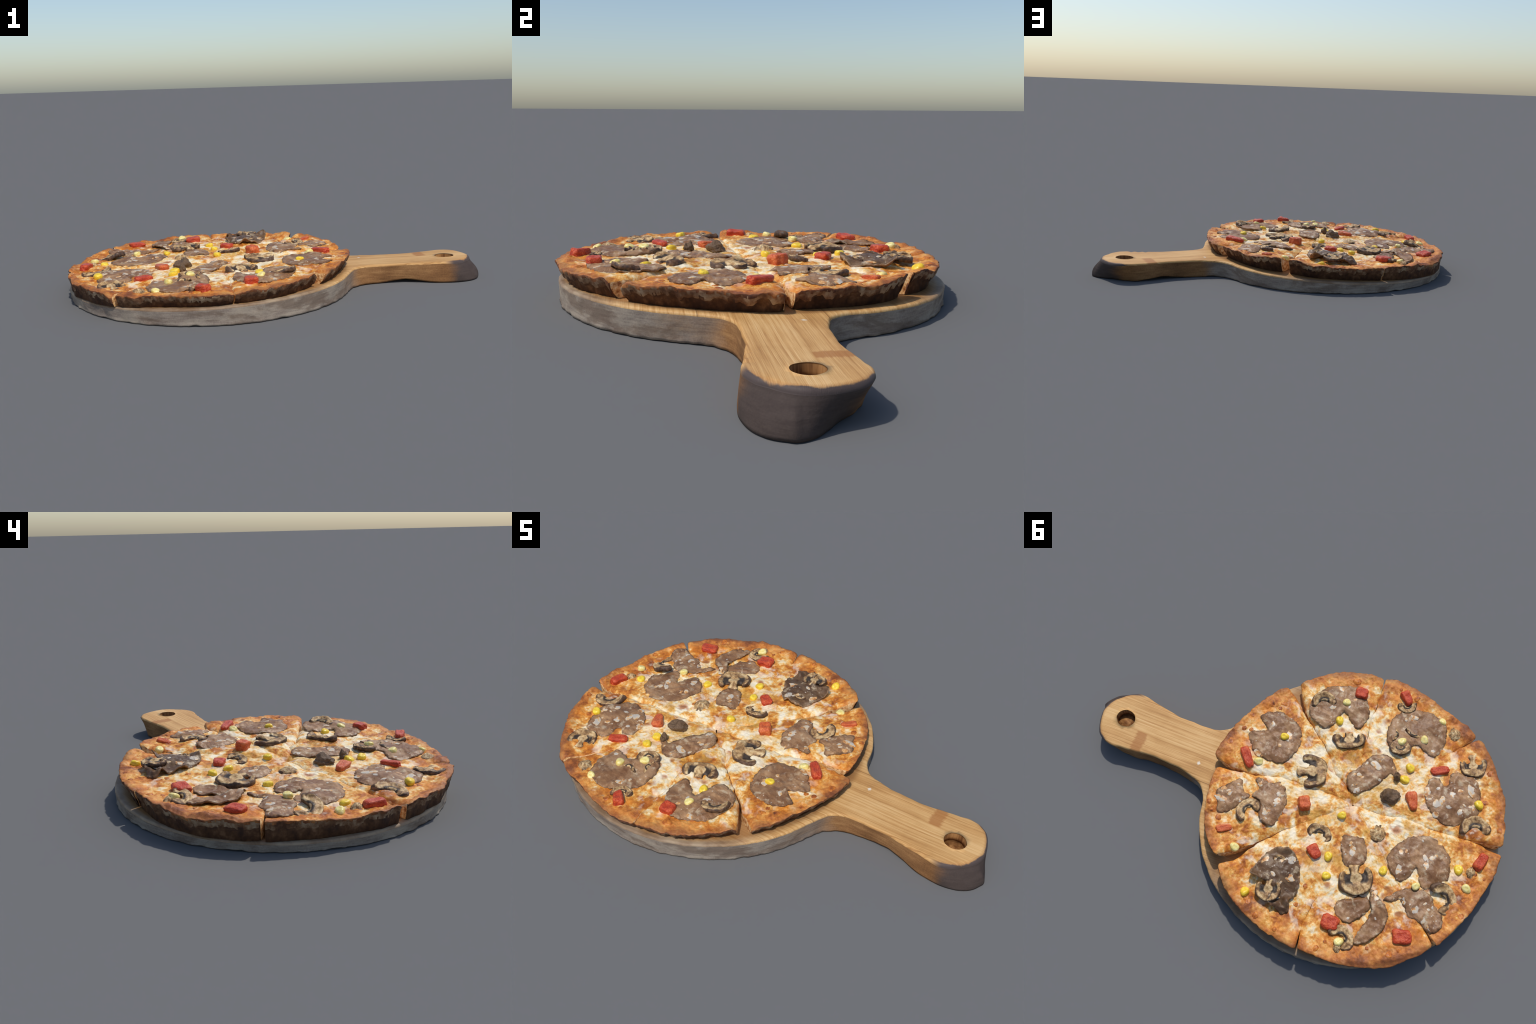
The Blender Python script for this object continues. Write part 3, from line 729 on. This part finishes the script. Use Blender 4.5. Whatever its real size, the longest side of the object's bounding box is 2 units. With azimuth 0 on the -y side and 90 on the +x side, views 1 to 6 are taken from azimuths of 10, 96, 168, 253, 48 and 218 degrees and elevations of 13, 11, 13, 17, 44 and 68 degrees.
def place(ob, x, y, rot, scale, dz=0.0, tilt=(0, 0)):
    h = .02
    gx = (top_z(x + h, y, False) - top_z(x - h, y, False)) / (2 * h); gy = (top_z(x, y + h, False) - top_z(x, y - h, False)) / (2 * h)
    nz = Vector((-float(gx), -float(gy), 1)).normalized()
    Q = Vector((0, 0, 1)).rotation_difference(nz).to_matrix().to_4x4()
    loc = Vector((x, y, float(top_z(x, y)) + dz))
    ob.matrix_local = Matrix.Translation(loc) @ Q @ Matrix.Rotation(rot, 4, "Z") @ Matrix.Rotation(tilt[0], 4, "X") @ Matrix.Rotation(tilt[1], 4, "Y") @ Matrix.Diagonal((*scale, 1))

def instance(mesh, name, x, y, rot, scale, dz=0, tilt=(0, 0)):
    ob = bpy.data.objects.new(name, mesh); SC.objects.link(ob); ob.parent = slice_at(x, y)
    place(ob, x, y, rot, scale, dz, tilt); return ob

def img_rot(deg):       # screen direction as seen in the overhead view -> heading on the board
    return math.radians(217 - deg)

def corn_mesh(seed, mat):
    V, F = ico(4)
    p = 2.6
    n = (np.abs(V) ** p).sum(1) ** (1 / p); V = V / n[:, None]
    taper = 1 - .28 * sstep(-.2, 1.0, V[:, 0]); V[:, 1] *= taper; V[:, 2] *= .75 + .25 * taper
    dent = .22 * np.exp(-((V[:, 0] + .25) ** 2 + V[:, 1] ** 2) / .16) * (V[:, 2] > 0); V[:, 2] -= dent
    V = V * (1 + .06 * np.array([mnoise.noise(Vector(v * 1.7 + seed * 5)) for v in V]))[:, None]
    ob = new_obj("corn_kernel", V, F, [mat]); me = ob.data; bpy.data.objects.remove(ob); return me

def tomato_mesh(seed, mat, taper):
    V, F = ico(4)
    p = 4.2
    n = (np.abs(V) ** p).sum(1) ** (1 / p); V = V / n[:, None]
    V[:, 1] *= 1 - taper * (V[:, 0] * .5 + .5)
    V[:, 2] -= .22 * (V[:, 2] > .3) * np.exp(-(V[:, 0] ** 2 + V[:, 1] ** 2) / .5)
    D = np.array([mnoise.noise(Vector(v * 1.3 + seed * 9)) + .4 * mnoise.noise(Vector(v * 4 + seed)) for v in V])
    V = V * (1 + .15 * D)[:, None]
    ob = new_obj("tomato_piece", V, F, [mat]); me = ob.data; bpy.data.objects.remove(ob); return me

def mushroom_mesh(kind, seed):
    rng = np.random.RandomState(seed)
    j = lambda s=.05: rng.uniform(-s, s)
    if kind == "full":
        R_ = [(.27, -.72), (.24, -.30), (.42, -.22), (.62, -.48), (.90, -.40), (1.02, -.05), (.92, .38), (.62, .70), (.25, .86)]
        O = [(0, -.82)] + R_ + [(0, .89)] + [(-x, y) for x, y in R_[::-1]]
    elif kind == "short":
        R_ = [(.28, -.42), (.30, -.22), (.50, -.18), (.72, -.36), (.95, -.32), (1.04, -.05), (.92, .30), (.6, .56)]
        O = [(0, -.48)] + R_ + [(0, .68)] + [(-x, y) for x, y in R_[::-1]]
    elif kind == "crescent":
        k = .75 + .25 * rng.rand()
        O = [(.36, -.24), (.50, -.70 * k), (.80, -.66 * k), (1.02, -.15), (.88, .42), (.48, .80), (0, .92), (-.5, .82), (-.9, .44), (-1.04, -.10), (-1.0, -.42), (-.72, -.50), (-.48, -.22),
             (-.34, -.10), (-.18, .04), (.02, .08), (.18, .03), (.30, -.10)]
    elif kind == "sliver":
        O = [(1.0, -.15), (.6, .18), (0, .34), (-.6, .22), (-1.0, -.12), (-.5, -.10), (0, -.02), (.5, -.14)]
    else:   # button
        O = [(math.cos(a) * (1 + j(.1)), math.sin(a) * (.85 + j(.1))) for a in np.linspace(0, 2 * math.pi, 9)[:-1]]
    O = np.array([(x + j(.07), y + j(.07)) for x, y in O])
    a = .5 * np.sum(O[:, 0] * np.roll(O[:, 1], -1) - np.roll(O[:, 0], -1) * O[:, 1])
    if a < 0: O = O[::-1]
    O = spline(O, 130)
    P, T = fill([O], .055, seed)
    d = edge_dist(O, P); r = np.hypot(P[:, 0], P[:, 1])
    bend = .14 * fbm(P[:, 0], P[:, 1], .8, 2, seed)
    zt = .10 + .10 * sstep(0, .12, d) + bend + .05 * fbm(P[:, 0], P[:, 1], 3, 2, seed + 4)
    zt = zt + .07 * sstep(.75, .95, r) * (kind != "button")
    if kind in ("full", "short"): zt = zt - .10 * np.exp(-((r - .52) / .16) ** 2) * sstep(.2, .34, np.abs(P[:, 0])) * (1 - sstep(.1, .4, P[:, 1]))
    if kind == "button": zt = zt + .35 * sstep(0, .7, d)
    zb = np.minimum(bend * .9 - .12, zt - .15)
    n = len(P); V = np.vstack([np.c_[P, zt], np.c_[P, zb]])
    F = [tuple(t) for t in T] + [tuple(t[::-1] + n) for t in T]; MI = [0] * len(T) + [1] * len(T)
    for a, b in boundary_edges(T): F.append((b, a, a + n, b + n)); MI.append(1)
    ob = new_obj("mushroom_slice", V, F, [MUSH_FULL if kind in ("full", "short") else MUSH_BTN if kind == "button" else MUSH, SKIN], MI)
    me = ob.data; bpy.data.objects.remove(ob); return me

def build_toppings():
    for i, m in enumerate(MEATS): meat(seed=200 + i * 13, **m)
    # a rolled-up scrap of meat standing on the middle slice
    V, F = ico(5)
    D = np.array([mnoise.noise(Vector(v * 1.4 + Vector((4, 2, 1)))) + .4 * mnoise.noise(Vector(v * 3.5)) for v in V])
    V = V * (1 + .30 * D)[:, None]
    V[:, 2] += .55 * np.exp(-((V[:, 0] - .25) ** 2 / .10 + (V[:, 1] + .2) ** 2 / .25)) - .35 * np.exp(-((V[:, 0] + .3) ** 2 / .10 + V[:, 1] ** 2 / .2)) * (V[:, 2] > 0)
    ob = new_obj("meat_curl", V, F, [MEAT_DARK]); me = ob.data; bpy.data.objects.remove(ob)
    instance(me, "meat_curl", -.415, -.157, .6, (.046, .034, .026), .008)
    instance(me, "meat_curl", -.388, -.258, 2.2, (.022, .014, .022), .010)
    # mushrooms: kind, x, y, half width, stem heading (degrees), tilt
    meshes = {(k, s): mushroom_mesh(k, 40 + 11 * s + len(k)) for k, c in (("full", 2), ("short", 1), ("crescent", 3), ("sliver", 1), ("button", 2)) for s in range(c)}
    for kind, v, x, y, w, stem, tl in [
        ("full", 0, -.057, -.040, .080, 37, (.0, .05)), ("short", 0, -.104, -.274, .072, -54, (0, 0)), ("crescent", 0, .105, -.362, .058, 130, (.25, 0)),
        ("crescent", 1, .064, .285, .060, 165, (0, .1)), ("crescent", 2, -.261, .176, .055, 100, (.1, .1)), ("full", 1, -.508, .248, .080, -47, (0, 0)),
        ("button", 0, -.467, .019, .042, 20, (0, 0)), ("full", 0, -.640, -.522, .064, -54, (.1, .1)), ("crescent", 0, -.806, -.272, .070, 125, (0, 0)),
        ("crescent", 1, -.866, .088, .074, 60, (.0, .3)), ("button", 1, -.901, -.087, .030, 0, (0, 0)), ("full", 1, -.232, .520, .058, -60, (.15, 0)),
        ("crescent", 2, -.195, .387, .030, 100, (.2, 0)), ("crescent", 0, -.224, -.585, .044, -54, (0, 0)), ("sliver", 0, -.267, -.425, .036, 20, (.3, 0)),
        ("sliver", 0, -.328, -.480, .042, -80, (.3, 0)), ("crescent", 2, -.317, -.385, .050, -54, (.1, 0)), ("button", 0, -.481, -.605, .038, 40, (0, 0)),
        ("crescent", 1, -.606, .492, .060, 80, (0, .1)), ("button", 1, -.618, .540, .026, 10, (0, 0))]:
        hz = .006 if kind != "button" else -.002
        on_meat = .006 if (x, y) in ((.105, -.362), (.064, .285), (-.232, .520), (-.195, .387), (-.267, -.425), (-.328, -.480), (-.317, -.385), (-.508, .248), (-.866, .088), (-.606, .492)) else 0
        instance(meshes[(kind, v)], "mushroom_slice", x, y, math.radians(stem + 90), (w, w * (.85 if kind == 'crescent' else 1), max(w * .9, .045)), hz + on_meat - .008 + (.012 if y > .51 and x > -.3 else 0), tl)
    # sweetcorn: x, y, pale?
    cm = [[corn_mesh(s, m) for s in range(3)] for m in (CORN, CORN_PALE)]
    for i, (x, y, p, up) in enumerate([(.016, -.421, 1, 1), (-.012, -.327, 0, 0), (-.405, -.622, 1, 0), (-.386, -.49, 1, 1), (-.41, -.332, 0, 0), (-.42, -.268, 0, 0), (-.291, .05, 0, 0),
                                 (.144, -.102, 0, 1), (.17, .071, 1, 0), (-.762, -.37, 0, 1), (-.353, .24, 0, 0), (-.398, .315, 0, 0), (-.153, .589, 0, 0), (-.584, .143, 0, 0),
                                 (-.738, .116, 1, 1), (-.849, -.062, 0, 0), (-.922, -.012, 1, 0), (-.607, .516, 1, 1), (.008, .457, 1, 0), (-.309, -.413, 1, 1)]):
        s = random.uniform(.9, 1.12)
        instance(cm[p][i % 3], "corn_kernel", x, y, random.uniform(0, 6.28), (.0215 * s, .0185 * s, .0150 * s), .002 + .008 * up, (random.uniform(-.35, .35), random.uniform(-.35, .35)))
    # tomato: x, y, length, width, height, screen angle, red?, taper
    tm = {}
    for i, (x, y, L, W, Hh, a, red, tp) in enumerate([
        (-.014, -.506, .060, .056, .042, 15, 1, .05), (-.202, -.618, .074, .052, .042, 70, 1, .35), (-.530, -.407, .084, .042, .032, -5, 1, .15), (-.508, -.201, .090, .056, .034, 82, 0, .4),
        (-.123, .109, .064, .058, .058, 80, 0, .12), (.222, .086, .104, .044, .036, 72, 1, .15), (.097, .420, .070, .036, .022, -8, 0, .3), (-.291, .261, .064, .056, .034, 60, 1, .25),
        (-.529, .472, .074, .066, .040, 22, 1, .05), (-.810, .338, .082, .062, .036, 5, 1, .05), (-.909, -.152, .086, .046, .042, -52, 1, .1)]):
        me = tomato_mesh(i + 1, TOM if red else TOM_OR, tp)
        instance(me, "tomato_piece", x, y, img_rot(a), (L / 2, W / 2, Hh / 2), Hh * .12, (random.uniform(-.1, .1), random.uniform(-.1, .1)))
    # cheese drips, one joined piece of stuff per slice
    V0, F0 = ico(3); by = {}
    for d in drips: by.setdefault(d[6].name, []).append(d)
    for nm, L in by.items():
        V, F = [], []
        for x, y, z, r, el, a, par, P, zt in L:
            b = len(V)
            near = np.hypot(P[:, 0] - x, P[:, 1] - y) < r * el * 1.6 + .01; Pn, zn = P[near], zt[near]
            for v in V0:
                k = 1 + .30 * mnoise.noise(Vector((v[0] * 1.5 + x * 40, v[1] * 1.5 + y * 40, 0)))
                px, py = v[0] * r * el * k, v[1] * r * k
                wx, wy = x + px * math.cos(a) - py * math.sin(a), y + px * math.sin(a) + py * math.cos(a)
                w = 1 / ((Pn[:, 0] - wx) ** 2 + (Pn[:, 1] - wy) ** 2 + 9e-6)
                V.append((wx, wy, float((w * zn).sum() / w.sum()) - .0002 + v[2] * .0014))
            F += [[i + b for i in f] for f in F0]
        ob = new_obj("cheese_drip", V, F, [DRIP], None, L[0][6]); ob["kind"] = "stuff"

def build_blisters():
    """Toasted bubbles in the crust and cheese: low brown domes, one joined piece of stuff per slice."""
    rng = np.random.RandomState(11); V0, F0 = ico(3); by = {}
    for i in range(80):
        a = rng.uniform(-math.pi, math.pi); r = rng.uniform(.60, .665) if i < 62 else rng.uniform(.1, .60)
        x, y = PC[0] + r * math.cos(a), PC[1] + r * math.sin(a)
        size, ph = rng.uniform(.007, .018), rng.uniform(0, 9)
        ang = math.atan2(y - CT[1], x - CT[0])
        gap = min(abs(math.remainder(ang - e, 2 * math.pi)) for _, a0, a1 in slices for e in (a0, a1)) * r
        if gap < .045: continue                                  # none on the cuts
        by.setdefault(slice_at(x, y).name, []).append((x, y, size, ph))
    for nm, L in by.items():
        V, F = [], []
        for x, y, r, ph in L:
            k = 1 + .35 * np.array([mnoise.noise(Vector((v[0] * 1.4 + ph, v[1] * 1.4, ph))) for v in V0])
            px, py = x + V0[:, 0] * r * k, y + V0[:, 1] * r * k
            F += [[i + len(V) for i in f] for f in F0]
            V += list(np.c_[px, py, top_z(px, py) - .0008 + V0[:, 2] * (.0024 + .07 * r)])
        ob = new_obj("toasted_bubble", V, F, [BUBBLE], None, bpy.data.objects[nm]); ob["kind"] = "stuff"

build_board()
build_pizza()
build_blisters()
build_toppings()
